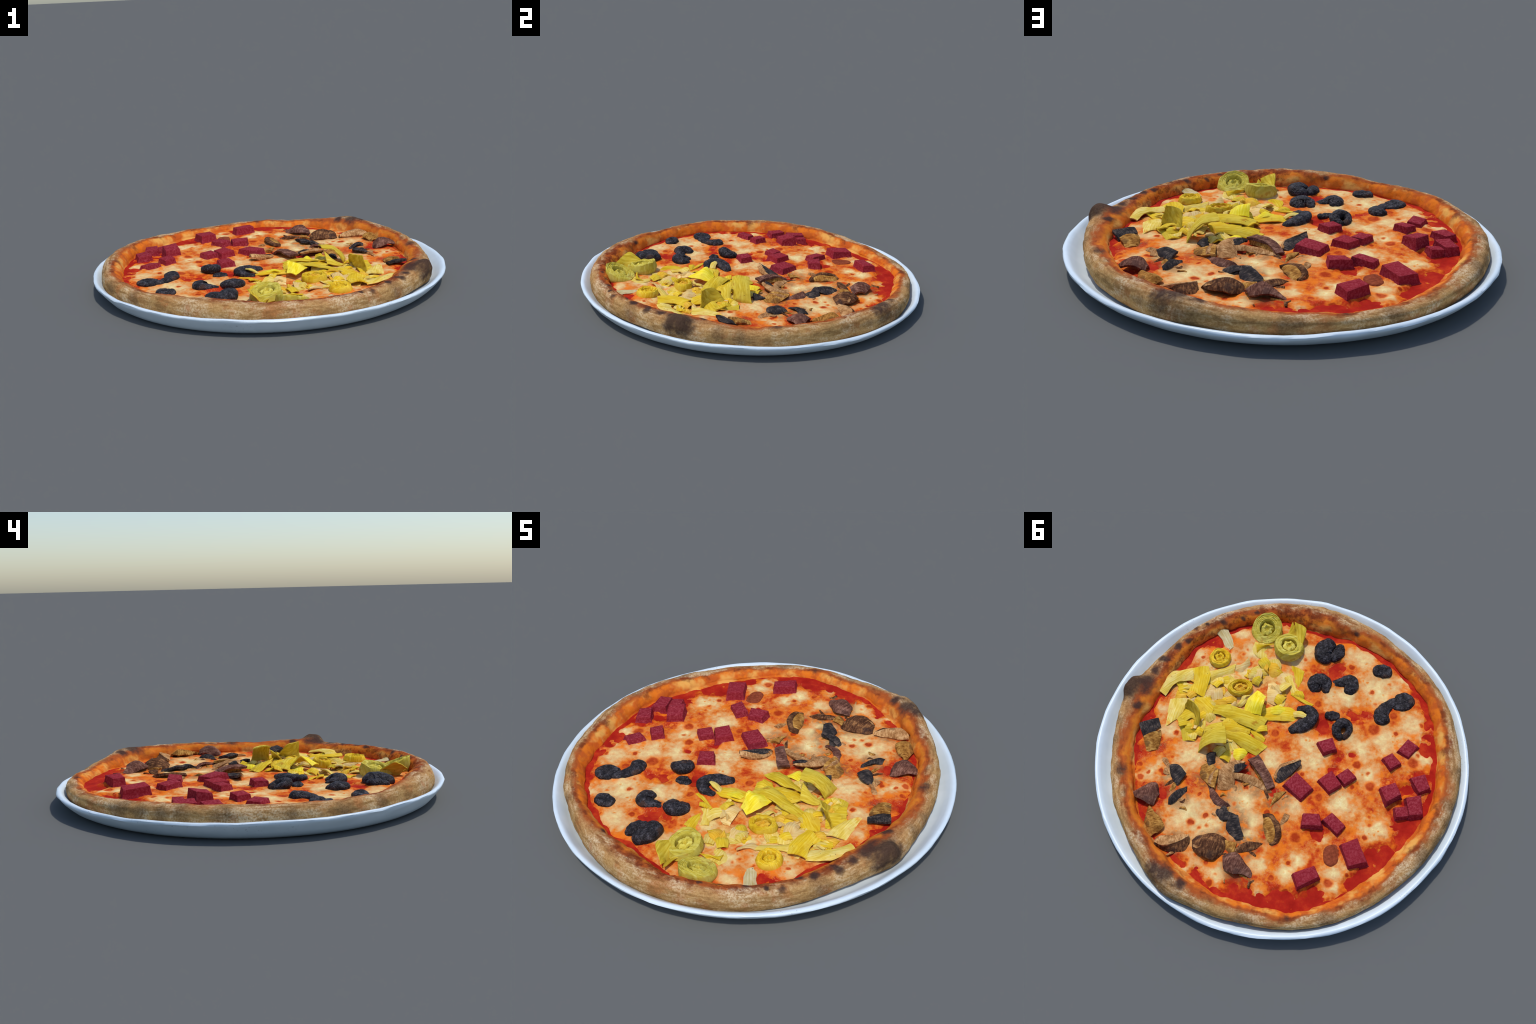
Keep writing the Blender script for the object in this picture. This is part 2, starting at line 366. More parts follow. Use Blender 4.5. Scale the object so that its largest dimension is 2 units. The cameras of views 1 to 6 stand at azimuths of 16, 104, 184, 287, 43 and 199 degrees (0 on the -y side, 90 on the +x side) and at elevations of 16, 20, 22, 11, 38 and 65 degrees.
def mozzarella():
    s = Shader("melted_mozzarella", 0.8)
    p = s.flat()
    wide = s.warp(p, 13, .075, 3)
    near = s.warp(p, 34, .022, 3)
    cream = s.patches(wide, CREAM)
    sauce = s.patches(wide, SAUCE)
    mottle, soft, grain = s.noise(30, 5, .65), s.noise(7.5, 4, .6), s.noise(150, 3, .6)
    v = s.math("MULTIPLY_ADD", s.math("MAXIMUM", cream, -1.0), .30, .285)
    v = s.math("SUBTRACT", v, s.math("MULTIPLY", s.math("MAXIMUM", sauce, -.9), .24))
    v = s.math("ADD", v, s.math("MULTIPLY", s.math("SUBTRACT", mottle, .5), .62))
    v = s.math("ADD", v, s.math("MULTIPLY", s.math("SUBTRACT", soft, .5), .9))
    c = s.ramp(v, [(.05, srgb(184, 54, 24)), (.17, srgb(208, 90, 32)), (.31, srgb(222, 128, 54)), (.45, srgb(226, 160, 96)),  # whole ramp darkened a little to include the scan's baked ambient occlusion
                   (.62, srgb(228, 186, 126)), (.80, srgb(236, 209, 144)), (1.0, srgb(245, 231, 176))])
    blush = s.math("MULTIPLY", s.step(grain, .5, .66), s.step(s.noise(10, 3), .45, .6))
    c = s.mix(s.math("MULTIPLY", blush, .45), c, srgb(222, 150, 104))
    # the cheese takes a yellow tint among the artichokes and a tan one round the mushrooms
    heap = s.math("MULTIPLY", s.step(s.patches(wide, HEAP), -.1, .5), .6)
    c = s.mix(heap, c, s.mix(s.step(mottle, .38, .56), srgb(212, 150, 66), srgb(232, 198, 118)))
    tan = s.math("MULTIPLY", s.step(s.patches(wide, BROWNED), -.4, .3), s.step(mottle, .38, .54))
    c = s.mix(s.math("MULTIPLY", tan, .75), c, s.mix(s.step(soft, .45, .6), srgb(128, 84, 54), srgb(180, 130, 82)))
    # oily orange pools, small orange bubbles with a soft halo, brown-red blisters
    pool = s.math("MULTIPLY", s.step(s.noise(11, 4, .6), .50, .66), s.step(cream, .5, 0.0))
    c = s.mix(s.math("MULTIPLY", pool, .8), c, srgb(236, 124, 32))
    d = s.voronoi(36, near)
    some = s.step(s.noise(13, 2), .52, .60)
    c = s.mix(s.math("MULTIPLY", s.math("MULTIPLY", s.step(d, .42, .10), some), .75), c, srgb(236, 144, 46))
    c = s.mix(s.math("MULTIPLY", s.math("MULTIPLY", s.step(d, .22, .08), some), .6), c, srgb(222, 104, 34))
    d2 = s.voronoi(18, near)
    few = s.step(s.noise(6, 2), .49, .57)
    c = s.mix(s.math("MULTIPLY", s.math("MULTIPLY", s.step(d2, .36, .12), few), .8), c, srgb(234, 128, 42))
    c = s.mix(s.math("MULTIPLY", s.math("MULTIPLY", s.step(d2, .22, .08), few), .75), c, srgb(190, 62, 24))
    b = s.patches(near, BLISTER)
    c = s.mix(s.math("MULTIPLY", s.step(b, -.7, .1), .75), c, srgb(234, 122, 38))
    c = s.mix(s.math("MULTIPLY", s.step(b, -.15, .35), .9), c, s.mix(s.step(mottle, .42, .58), srgb(164, 46, 20), srgb(192, 74, 32)))
    pepper = s.math("MULTIPLY", s.step(s.voronoi(30), .055, .03), s.step(s.noise(5, 1, at=s.stretch((1, 1.3, 1))), .52, .56))
    c = s.mix(pepper, c, srgb(70, 40, 30))
    s.bump(s.math("ADD", mottle, s.math("MULTIPLY", grain, .3)), .5, .006)
    return s.done(c)


def salami_meat():
    s = Shader("cured_salami", 0.8)
    f = s.noise(90, 4, .75)
    c = s.ramp(f, [(.36, srgb(126, 30, 40)), (.5, srgb(141, 43, 53)), (.66, srgb(164, 70, 78))])
    c = s.mix(s.step(s.random(), 0, 1, 0, .25), c, srgb(150, 36, 44))
    s.bump(f, .12, .002)
    return s.done(c)


def browned_meat():
    s = Shader("browned_salami", 0.8)
    f = s.noise(60, 4, .7)
    c = s.ramp(f, [(.3, srgb(112, 50, 32)), (.6, srgb(150, 74, 48)), (.75, srgb(170, 92, 60))])
    s.bump(f, .4, .004)
    return s.done(c)


def black_olive():
    s = Shader("black_olive", 0.5, 0.10)
    w = s.noise(38, 4, .6, distortion=.6)
    v = s.voronoi(55, s.warp(s.co, 30, .02), feature="DISTANCE_TO_EDGE")
    fine = s.noise(120, 4, .7, distortion=1.0)
    c = s.ramp(s.math("ADD", s.math("MULTIPLY", w, .45), s.math("MULTIPLY", fine, .55)), [(.38, srgb(26, 23, 24)), (.5, srgb(42, 38, 40)), (.61, srgb(84, 80, 84))])
    c = s.mix(s.math("MULTIPLY", s.step(s.noise(9, 2), .58, .68), .5), c, srgb(84, 54, 36))
    s.bump(s.math("ADD", s.math("ADD", w, s.math("MULTIPLY", fine, .4)), s.math("MULTIPLY", s.step(v, 0, .25), .5)), .7, .006)
    return s.done(c)


def mushroom(name, dark, mid, light, edge):
    s = Shader(name, 0.8)
    n = s.noise(18, 4, .65)
    f = s.noise(40, 4, .7, at=s.stretch((3.5, .9, 1.5)))
    c = s.ramp(s.math("ADD", s.math("MULTIPLY", n, .5), s.math("MULTIPLY", f, .5)), [(.40, dark), (.5, mid), (.60, light)])
    c = s.mix(s.math("MULTIPLY", s.step(s.noise(12, 3), .54, .64), .75), c, edge)
    s.bump(f, .4, .004)
    return s.done(c)


def artichoke(name, base, light, dark, rust=srgb(176, 100, 30)):
    s = Shader(name, 0.7, 0.05)
    fibre = s.noise(26, 4, .6, at=s.stretch((.35, 5, 1)))
    n = s.noise(12, 3)
    c = s.ramp(fibre, [(.30, dark), (.5, base), (.70, light)])
    c = s.mix(s.math("MULTIPLY", s.step(n, .46, .66), .55), c, light)
    c = s.mix(s.math("MULTIPLY", s.step(s.noise(16, 3), .62, .72), .6), c, rust)
    c = s.mix(s.math("MULTIPLY", s.step(s.noise(7, 3), .50, .66), .4), c, dark)
    speck = s.step(s.voronoi(34), .09, .05)
    c = s.mix(s.math("MULTIPLY", speck, s.step(n, .5, .56)), c, srgb(92, 62, 24))
    hv = s.t.nodes.new("ShaderNodeHueSaturation")
    s.put(hv.inputs["Value"], s.math("MULTIPLY_ADD", s.random(), .2, .9))
    s.put(hv.inputs["Color"], c)
    s.bump(fibre, .25, .003)
    return s.done(hv.outputs[0])


# --------------------------------------------------------------- top levels
pizza = bpy.data.objects.new("pizza", None)
bpy.context.scene.collection.objects.link(pizza)
pizza["label"] = "round four topping pizza with salami, olives, mushrooms, artichokes"
pizza["category"] = "pizza"


# -------------------------------------------------------------------- plate
def build_plate():
    profile = [(0, .0), (.60, .0), (.90, .0), (.924, .004), (.945, .016), (.965, .034), (.985, .056), (.996, .069), (1.0, .076),
               (.999, .082), (.993, .086), (.985, .0865), (.977, .083), (.966, .074), (.945, .052), (.92, .033), (.89, .025), (.85, .022), (.6, .021), (0, .021)]
    n = 160
    rings = []
    for i, (r, z) in enumerate(profile[1:-1]):
        ring = []
        for j in range(n):
            a = TAU * j / n
            p = (math.cos(a), math.sin(a), 0)
            edge = max(0.0, (r - .88) / .12)
            wob = edge * (-.003 * p[0] + 0.005 * fbm(p, 2.3, 2, 5) + 0.0035 * fbm((p[0], p[1], z * 30), 7, 2, 9))
            oval = 1 + edge * .004 * math.cos(2 * a + .77)
            ring.append(((r * oval + wob) * p[0] * .9955 + .0024 * edge, r * oval * p[1] + wob * p[1],
                         z + edge * min(1, z / .05) * (.005 * fbm(p, 3, 2, 2) + .003 * fbm(p, 9, 2, 4) - .012 * math.sin(a) - .003 * math.cos(a))))
        rings.append(ring)
    v, f = rings_to_mesh(rings)
    ob = make("plate", v, f, porcelain(), None, True, 50)
    ob["label"] = "shallow round white plate with sloping rim"
    ob["category"] = "plate"


build_plate()


# -------------------------------------------------------------------- crust
def build_crust():
    n, m = 720, 64
    rings = []
    th = np.arange(n) * TAU / n
    ri, ro, zc = RI(th), RO(th), ZC(th)
    verts = np.zeros((n, m, 3))
    for j in range(n):
        a, i, o, z = th[j], ri[j], ro[j], zc[j]
        w = o - i
        cr, zm = i + .52 * w, .086
        rz = [(i - .075, .062), (i - .045, .071)]
        for q in np.linspace(4, 90, 26):
            f = math.radians(q)
            rz.append((cr - (cr - i + .006) * math.cos(f) ** .95, .076 + (z - .076) * math.sin(f) ** 1.02))
        for q in np.linspace(86, -80, 36):
            f = math.radians(q)
            rz.append((cr + (o + .004 - cr) * abs(math.cos(f)) ** (.82 if f > 0 else .55), zm + (z - zm if f > 0 else zm - .030) * math.copysign(abs(math.sin(f)) ** .88, f)))
        rz = np.array(rz)
        verts[j, :, 0], verts[j, :, 1], verts[j, :, 2] = rz[:, 0] * math.cos(a), rz[:, 0] * math.sin(a), rz[:, 1]
    # lumpy dough: push along the outward direction of the tube
    for j in range(n):
        a = th[j]
        mid = np.array([(ri[j] + .55 * (ro[j] - ri[j])) * math.cos(a), (ri[j] + .55 * (ro[j] - ri[j])) * math.sin(a), .09])
        ca, sa = math.cos(a), math.sin(a)
        dl = (a - LUMP[0] + math.pi) % TAU - math.pi
        for k in range(m):
            p = verts[j, k]
            d = p - mid
            d /= np.linalg.norm(d) + 1e-9
            fade = min(1, k / 8) * min(1, (m - 1 - k) / 14)
            h = .006 * fbm(p, 6, 2, 1.7) + .0032 * fbm(p, 17, 3, 4.4) + .0012 * fbm(p, 55, 2, 8.1)
            # the burnt blister
            rad = math.hypot(p[0], p[1])
            g = math.exp(-((dl / .068) ** 4) - ((rad - .905) / .048) ** 2)
            second = math.exp(-((((a - math.radians(71) + math.pi) % TAU - math.pi) / .10) ** 2) - ((rad - .93) / .06) ** 2)
            if second > .01 and p[2] > .05:
                p += np.array([ca * .012, sa * .012, .014]) * second
            if k < 26:                      # uneven lip where the sauce begins
                lip = .022 * fbm((ca, sa, .3), 7, 3, 12) * min(1, k / 4) * (1 - k / 26)
                p += np.array([ca * lip, sa * lip, 0])
            # fold line along the crest of the mushroom side
            deg = math.degrees(a)
            if 8 < deg < 75:
                line = ri[j] + (.42 + .12 * math.sin(a * 9)) * (ro[j] - ri[j])
                if p[2] > .1:
                    h -= .007 * math.exp(-((rad - line) / .007) ** 2) * math.sin((deg - 8) / 67 * math.pi)
            p += d * h * fade
            if g > .01 and p[2] > .06:
                p += np.array([ca * .018, sa * .018, .036]) * g * min(1, (p[2] - .06) / .04)
    rings = [verts[:, k, :] for k in range(m)]
    inner = verts[:, -1, :]
    rings += [inner * np.array([s, s, 1]) - np.array([0, 0, dz]) for s, dz in ((.85, .003), (.5, .003))]
    v, f = rings_to_mesh(rings, cap_start=False)
    make("crust", v, f, baked_dough(), pizza)


build_crust()


# --------------------------------------------------------- sauce and cheese
def build_sheets():
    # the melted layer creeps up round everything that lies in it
    feet = []
    for ob in pizza.children:
        if ob.name.split(".")[0] in ("salami_cube", "olive", "artichoke_heart"):
            m = ob.matrix_basis
            for v in ob.data.vertices:
                q = m @ v.co
                if q.z < surface(q.x, q.y) + .018:
                    feet.append((q.x, q.y))
    tree = kdtree.KDTree(len(feet))
    for i, (x, y) in enumerate(feet):
        tree.insert((x, y, 0), i)
    tree.balance()

    def creep(x, y):
        d = tree.find((x, y, 0))[2]
        return .0055 * math.exp(-(d / .017) ** 1.6)

    n, m = 480, 170
    th = np.arange(n) * TAU / n
    ri = RI(th)
    rings = []
    for k in range(m, 0, -1):
        t = k / m
        r = ri * t * 1.03
        ring = []
        for j in range(n):
            x, y = r[j] * math.cos(th[j]), r[j] * math.sin(th[j])
            ring.append((x, y, surface(x, y) + .8 * creep(x, y) + .0016 * fbm((x, y, 0), 22, 3, 3)))
        rings.append(ring)
    v, f = rings_to_mesh(rings, cap_start=False)
    make("tomato_sauce", v, f, tomato(), pizza)

    step, size = .0042, .88
    k = int(2 * size / step) + 1
    xs = np.linspace(-size, size, k)
    height, field = {}, np.full((k, k), -9.0)
    spots = np.array(SAUCE)
    for i in range(k):
        for j in range(k):
            x, y = xs[i], xs[j]
            r = math.hypot(x, y)
            if r > .87:
                continue
            edge = float(RI(math.atan2(y, x))) - r
            if edge < -.01:
                continue
            p = (x, y, 0)
            wx, wy = x + .022 * fbm(p, 11, 3, 1), y + .022 * fbm(p, 11, 3, 6)
            d = np.hypot(spots[:, 0] - wx, spots[:, 1] - wy) - spots[:, 2]
            field[i, j] = min((edge - .036 + .03 * fbm(p, 9, 2, 14)) / .03, float(d.min()) / .03 + .15 + .55 * fbm(p, 30, 2, 3.3), 1.0)
    index, verts, faces = -np.ones((k, k), int), [], []
    for i in range(k):
        for j in range(k):
            F = field[i, j]
            if F > -.8:
                x, y = xs[i], xs[j]
                p = (x, y, 0)
                t = max(0.0, min(1.0, F))
                rise = .0075 * t * (2 - t) if F > 0 else .006 * F
                rise += (.25 + .75 * t) * (.0055 * fbm(p, 9, 3, 7) + .0015 * fbm(p, 40, 2, 2))
                index[i, j] = len(verts)
                verts.append((x, y, surface(x, y) + creep(x, y) + rise))
    for i in range(k - 1):
        for j in range(k - 1):
            q = (index[i, j], index[i + 1, j], index[i + 1, j + 1], index[i, j + 1])
            if min(q) >= 0:
                faces.append(q)
    make("melted_cheese", verts, faces, mozzarella(), pizza)



# ------------------------------------------------------------------- pieces
def slab(name, outline, levels, material, seed, rough=.002, freq=25, tilt=(0, 0), corner=6, angle=None, dome=0.0, soft=0.0):
    """a piece from its outline (seen from above) and (scale, height) levels"""
    o = np.array(outline, float)
    c = o.mean(0)
    pts = []
    for i in range(len(o)):
        a, b = o[i], o[(i + 1) % len(o)]
        for t in np.linspace(0, 1, corner, endpoint=False):
            pts.append(a + (b - a) * t)
    pts = np.array(pts)
    if soft:
        for _ in range(int(soft)):
            pts = .25 * np.roll(pts, 1, 0) + .5 * pts + .25 * np.roll(pts, -1, 0)
    rings = []
    z0, z1 = levels[0][1], max(z for _, z in levels)
    for s, z in levels:
        ring = []
        for p in pts:
            q = c + (p - c) * s
            lift = (z - z0) / (z1 - z0 + 1e-9)
            zz = z + lift * (tilt[0] * (q[0] - c[0]) + tilt[1] * (q[1] - c[1]))
            v = np.array([q[0], q[1], zz])
            w = np.array([fbm(v, freq, 2, seed + k) for k in (0, 3.1, 6.7)])
            ring.append(v + rough * w * (.35 + .65 * lift))
        rings.append(ring)
    v, f = rings_to_mesh(rings)
    ob = make(name, v, f, material, pizza, True, angle)
    d = o[1] - o[0]
    recentre(ob, (c[0], c[1], z0), math.atan2(d[1], d[0]))
    return ob


def sheet(name, material, edge_a, edge_b, seed, n=26, m=11, thick=.0055, bow=.10, ragged=.0055, ribs=.0006, angle=55):
    """a curved thick slice lofted between two edges"""
    A, B = spline(edge_a, n), spline(edge_b, n)
    grid = np.zeros((n, m, 3))
    for i in range(n):
        for j in range(m):
            t = j / (m - 1)
            p = A[i] * (1 - t) + B[i] * t
            arch = bow * np.linalg.norm(B[i] - A[i]) * (1 - (2 * t - 1) ** 2)
            p = p + np.array([0, 0, arch])
            # ragged ends, soft buckling, fine ribs along the length
            w = np.array([fbm(p, 16, 2, seed + k) for k in (0, 2.2, 5.5)])
            p = p + w * ragged
            p[2] += ribs * math.sin(t * 34 + seed + 2 * fbm(p, 20, 1, seed))
            grid[i, j] = p
    du, dv = np.gradient(grid, axis=0), np.gradient(grid, axis=1)
    nrm = np.cross(du, dv)
    nrm /= np.linalg.norm(nrm, axis=2)[:, :, None] + 1e-12
    if nrm[:, :, 2].mean() < 0:
        nrm = -nrm
    low = grid - nrm * thick
    verts = np.concatenate([grid.reshape(-1, 3), low.reshape(-1, 3)])
    off, faces = n * m, []
    for i in range(n - 1):
        for j in range(m - 1):
            a, b, c, d = i * m + j, (i + 1) * m + j, (i + 1) * m + j + 1, i * m + j + 1
            faces += [(a, b, c, d), (off + d, off + c, off + b, off + a)]
    border = [(i, 0) for i in range(n)] + [(n - 1, j) for j in range(1, m)] + [(i, m - 1) for i in range(n - 2, -1, -1)] + [(0, j) for j in range(m - 2, 0, -1)]
    for (i, j), (k, l) in zip(border, border[1:] + border[:1]):
        faces.append((i * m + j, k * m + l, off + k * m + l, off + i * m + j))
    ob = make(name, verts, faces, material, pizza, True, angle)
    d = A[-1] + B[-1] - A[0] - B[0]
    recentre(ob, grid.mean((0, 1)), math.atan2(d[1], d[0]))
    return ob


def sweep(name, path, radii, material, seed, flat=.75, rough=.004, n=40, m=22, dent=0.0):
    """a rounded wrinkled roll along a path"""
    p = spline(path, n)
    r = np.interp(np.linspace(0, 1, n), np.linspace(0, 1, len(radii)), radii)
    tan = np.gradient(p, axis=0)
    tan /= np.linalg.norm(tan, axis=1)[:, None]
    length = np.linalg.norm(np.diff(p, axis=0), axis=1).sum()
    dist = np.concatenate([[0], np.cumsum(np.linalg.norm(np.diff(p, axis=0), axis=1))])
    rings = []
    for end in (-1, 0, 1):
        ids = range(n) if end == 0 else [0 if end < 0 else n - 1]
        for i in ids:
            side = np.cross(tan[i], (0, 0, 1))
            side /= np.linalg.norm(side) + 1e-9
            up = np.cross(side, tan[i])
            steps = [1.0] if end == 0 else ([.25, .5, .72, .88, .97] if end < 0 else [.97, .88, .72, .5, .25])
            for s in steps:
                off = 0 if end == 0 else end * r[i] * .75 * math.sqrt(1 - s * s)
                ring = []
                for j in range(m):
                    a = TAU * j / m
                    v = p[i] + tan[i] * off + (side * math.cos(a) + up * math.sin(a) * flat) * r[i] * s
                    nrm = side * math.cos(a) + up * math.sin(a)
                    h = rough * (fbm(v, 20, 2, seed) + .45 * (1 - 2 * abs(fbm(v, 44, 2, seed + 2))) - .25)
                    if dent:
                        h -= dent * max(0, math.sin(a)) ** 4 * (math.sin(math.pi * (i + .5) / n) if n < 60 else 1)
                    ring.append(v + nrm * h)
                rings.append(ring)
    v, f = rings_to_mesh(rings)
    ob = make(name, v, f, material, pizza)
    c = p.mean(0)
    recentre(ob, c, math.atan2(p[-1][1] - p[0][1], p[-1][0] - p[0][0]))
    return ob


# ------------------------------------------------------------- salami cubes
meat, browned = salami_meat(), browned_meat()
CUBES = [  # x, y, two side lengths, turn in degrees, top height, tilt
    (-.143, .160, .078, .115, -119, .116, (.03, -.06)), (-.295, .089, .080, .086, -129, .120, (0, .05)), (-.359, .035, .068, .065, -128, .118, (-.05, .05)),
    (-.260, .323, .084, .064, -162, .122, (.05, .1)), (-.380, .304, .066, .100, -122, .118, (.1, .05)), (-.520, .431, .084, .111, -146, .125, (.08, -.05)),
    (-.327, .617, .109, .066, -143, .128, (.05, -.05)), (-.614, .057, .084, .078, -140, .138, (-.1, .15)), (-.750, -.045, .072, .077, -137, .118, (.05, .05)),
    (-.750, .083, .073, .100, -157, .118, (.08, 0)), (-.694, .138, .066, .050, -155, .112, (.1, .1)), (-.571, -.127, .060, .073, -127, .124, (.05, .1)),
    (-.631, -.224, .068, .059, -117, .114, (.1, -.1)), (-.222, -.111, .076, .066, -144, .117, (0, .05))]
for i, (x, y, l, w, turn, top, tilt) in enumerate(CUBES):
    a = math.radians(turn)
    e, g = np.array([math.cos(a), math.sin(a)]), np.array([-math.sin(a), math.cos(a)])
    j = rng.normal(0, .005, (4, 2))
    l, w = l * 1.06, w * 1.06
    quad = [np.array([x, y]) + s * e * l / 2 + t * g * w / 2 + j[k] for k, (s, t) in enumerate(((-1, -1), (1, -1), (1, 1), (-1, 1)))]
    floor = surface(x, y)
    top += .005
    lv = [(1.30, floor - .010), (1.24, floor + .003), (1.13, floor + .010), (1.04, .5 * (floor + .012 + top)), (1.0, top - .005), (.985, top - .0012), (.94, top), (.6, top + .001), (.2, top)]
    slab("salami_cube", quad, lv, meat, i * 1.7, .0014, 22, tilt, 7, 38)
slab("salami_slice", [(-.363, .432), (-.415, .398), (-.445, .415), (-.462, .493), (-.430, .525), (-.389, .517)],
     [(1.08, .070), (1.04, .084), (.97, .0905), (.8, .092), (.4, .091)], browned, 50, .0025, 25, (0, 0), 6, None, soft=6)

# ------------------------------------------------------------------- olives
olive = black_olive()
OLIVES = [  # path, radii, flatness, dent along the top
    ([(-.052, -.728, .100), (-.030, -.690, .106), (-.036, -.650, .106), (-.060, -.630, .100)], (.042, .050, .050, .036), .72, .004),
    ([(-.114, -.730, .096), (-.116, -.690, .100), (-.092, -.648, .096)], (.026, .036, .028), .78, .006),
    ([(-.056, -.432, .094), (-.048, -.462, .104), (-.070, -.484, .106), (-.100, -.476, .102), (-.116, -.440, .094)], (.032, .044, .046, .040, .022), .70, .004),
    ([(-.236, -.474, .093), (-.240, -.508, .102), (-.222, -.532, .100), (-.190, -.520, .094), (-.148, -.498, .088)], (.030, .042, .042, .030, .022), .70, .004),
    ([(-.352, -.644, .098), (-.382, -.650, .100), (-.408, -.656, .098)], (.037, .043, .035), .62, .016),
    ([(-.510, -.465, .094), (-.548, -.480, .096), (-.562, -.508, .098), (-.540, -.520, .098), (-.512, -.508, .095)], (.030, .037, .038, .037, .031), .68, .013),
    ([(-.496, -.490, .092), (-.464, -.452, .092), (-.444, -.394, .096), (-.458, -.358, .097)], (.024, .030, .042, .042), .66, .007),
    ([(-.170, -.299, .092), (-.192, -.302, .094), (-.216, -.305, .092)], (.025, .032, .025), .66, .016),
    ([(-.270, -.186, .094), (-.246, -.204, .102), (-.238, -.236, .112), (-.262, -.266, .118), (-.296, -.260, .112), (-.304, -.226, .100), (-.286, -.194, .092)], (.020, .024, .026, .026, .022, .017, .016), 1.0, .002),
    ([(-.010, -.286, .096), (-.056, -.294, .102), (-.090, -.270, .106), (-.088, -.226, .104), (-.052, -.188, .098), (-.008, -.152, .092)], (.018, .027, .032, .036, .040, .022), .72, .003)]
for i, (path, radii, flat, dent) in enumerate(OLIVES):
    sweep("olive", path, radii, olive, 3.3 * i + 1, flat, .004, 14 * len(path), 30, dent)

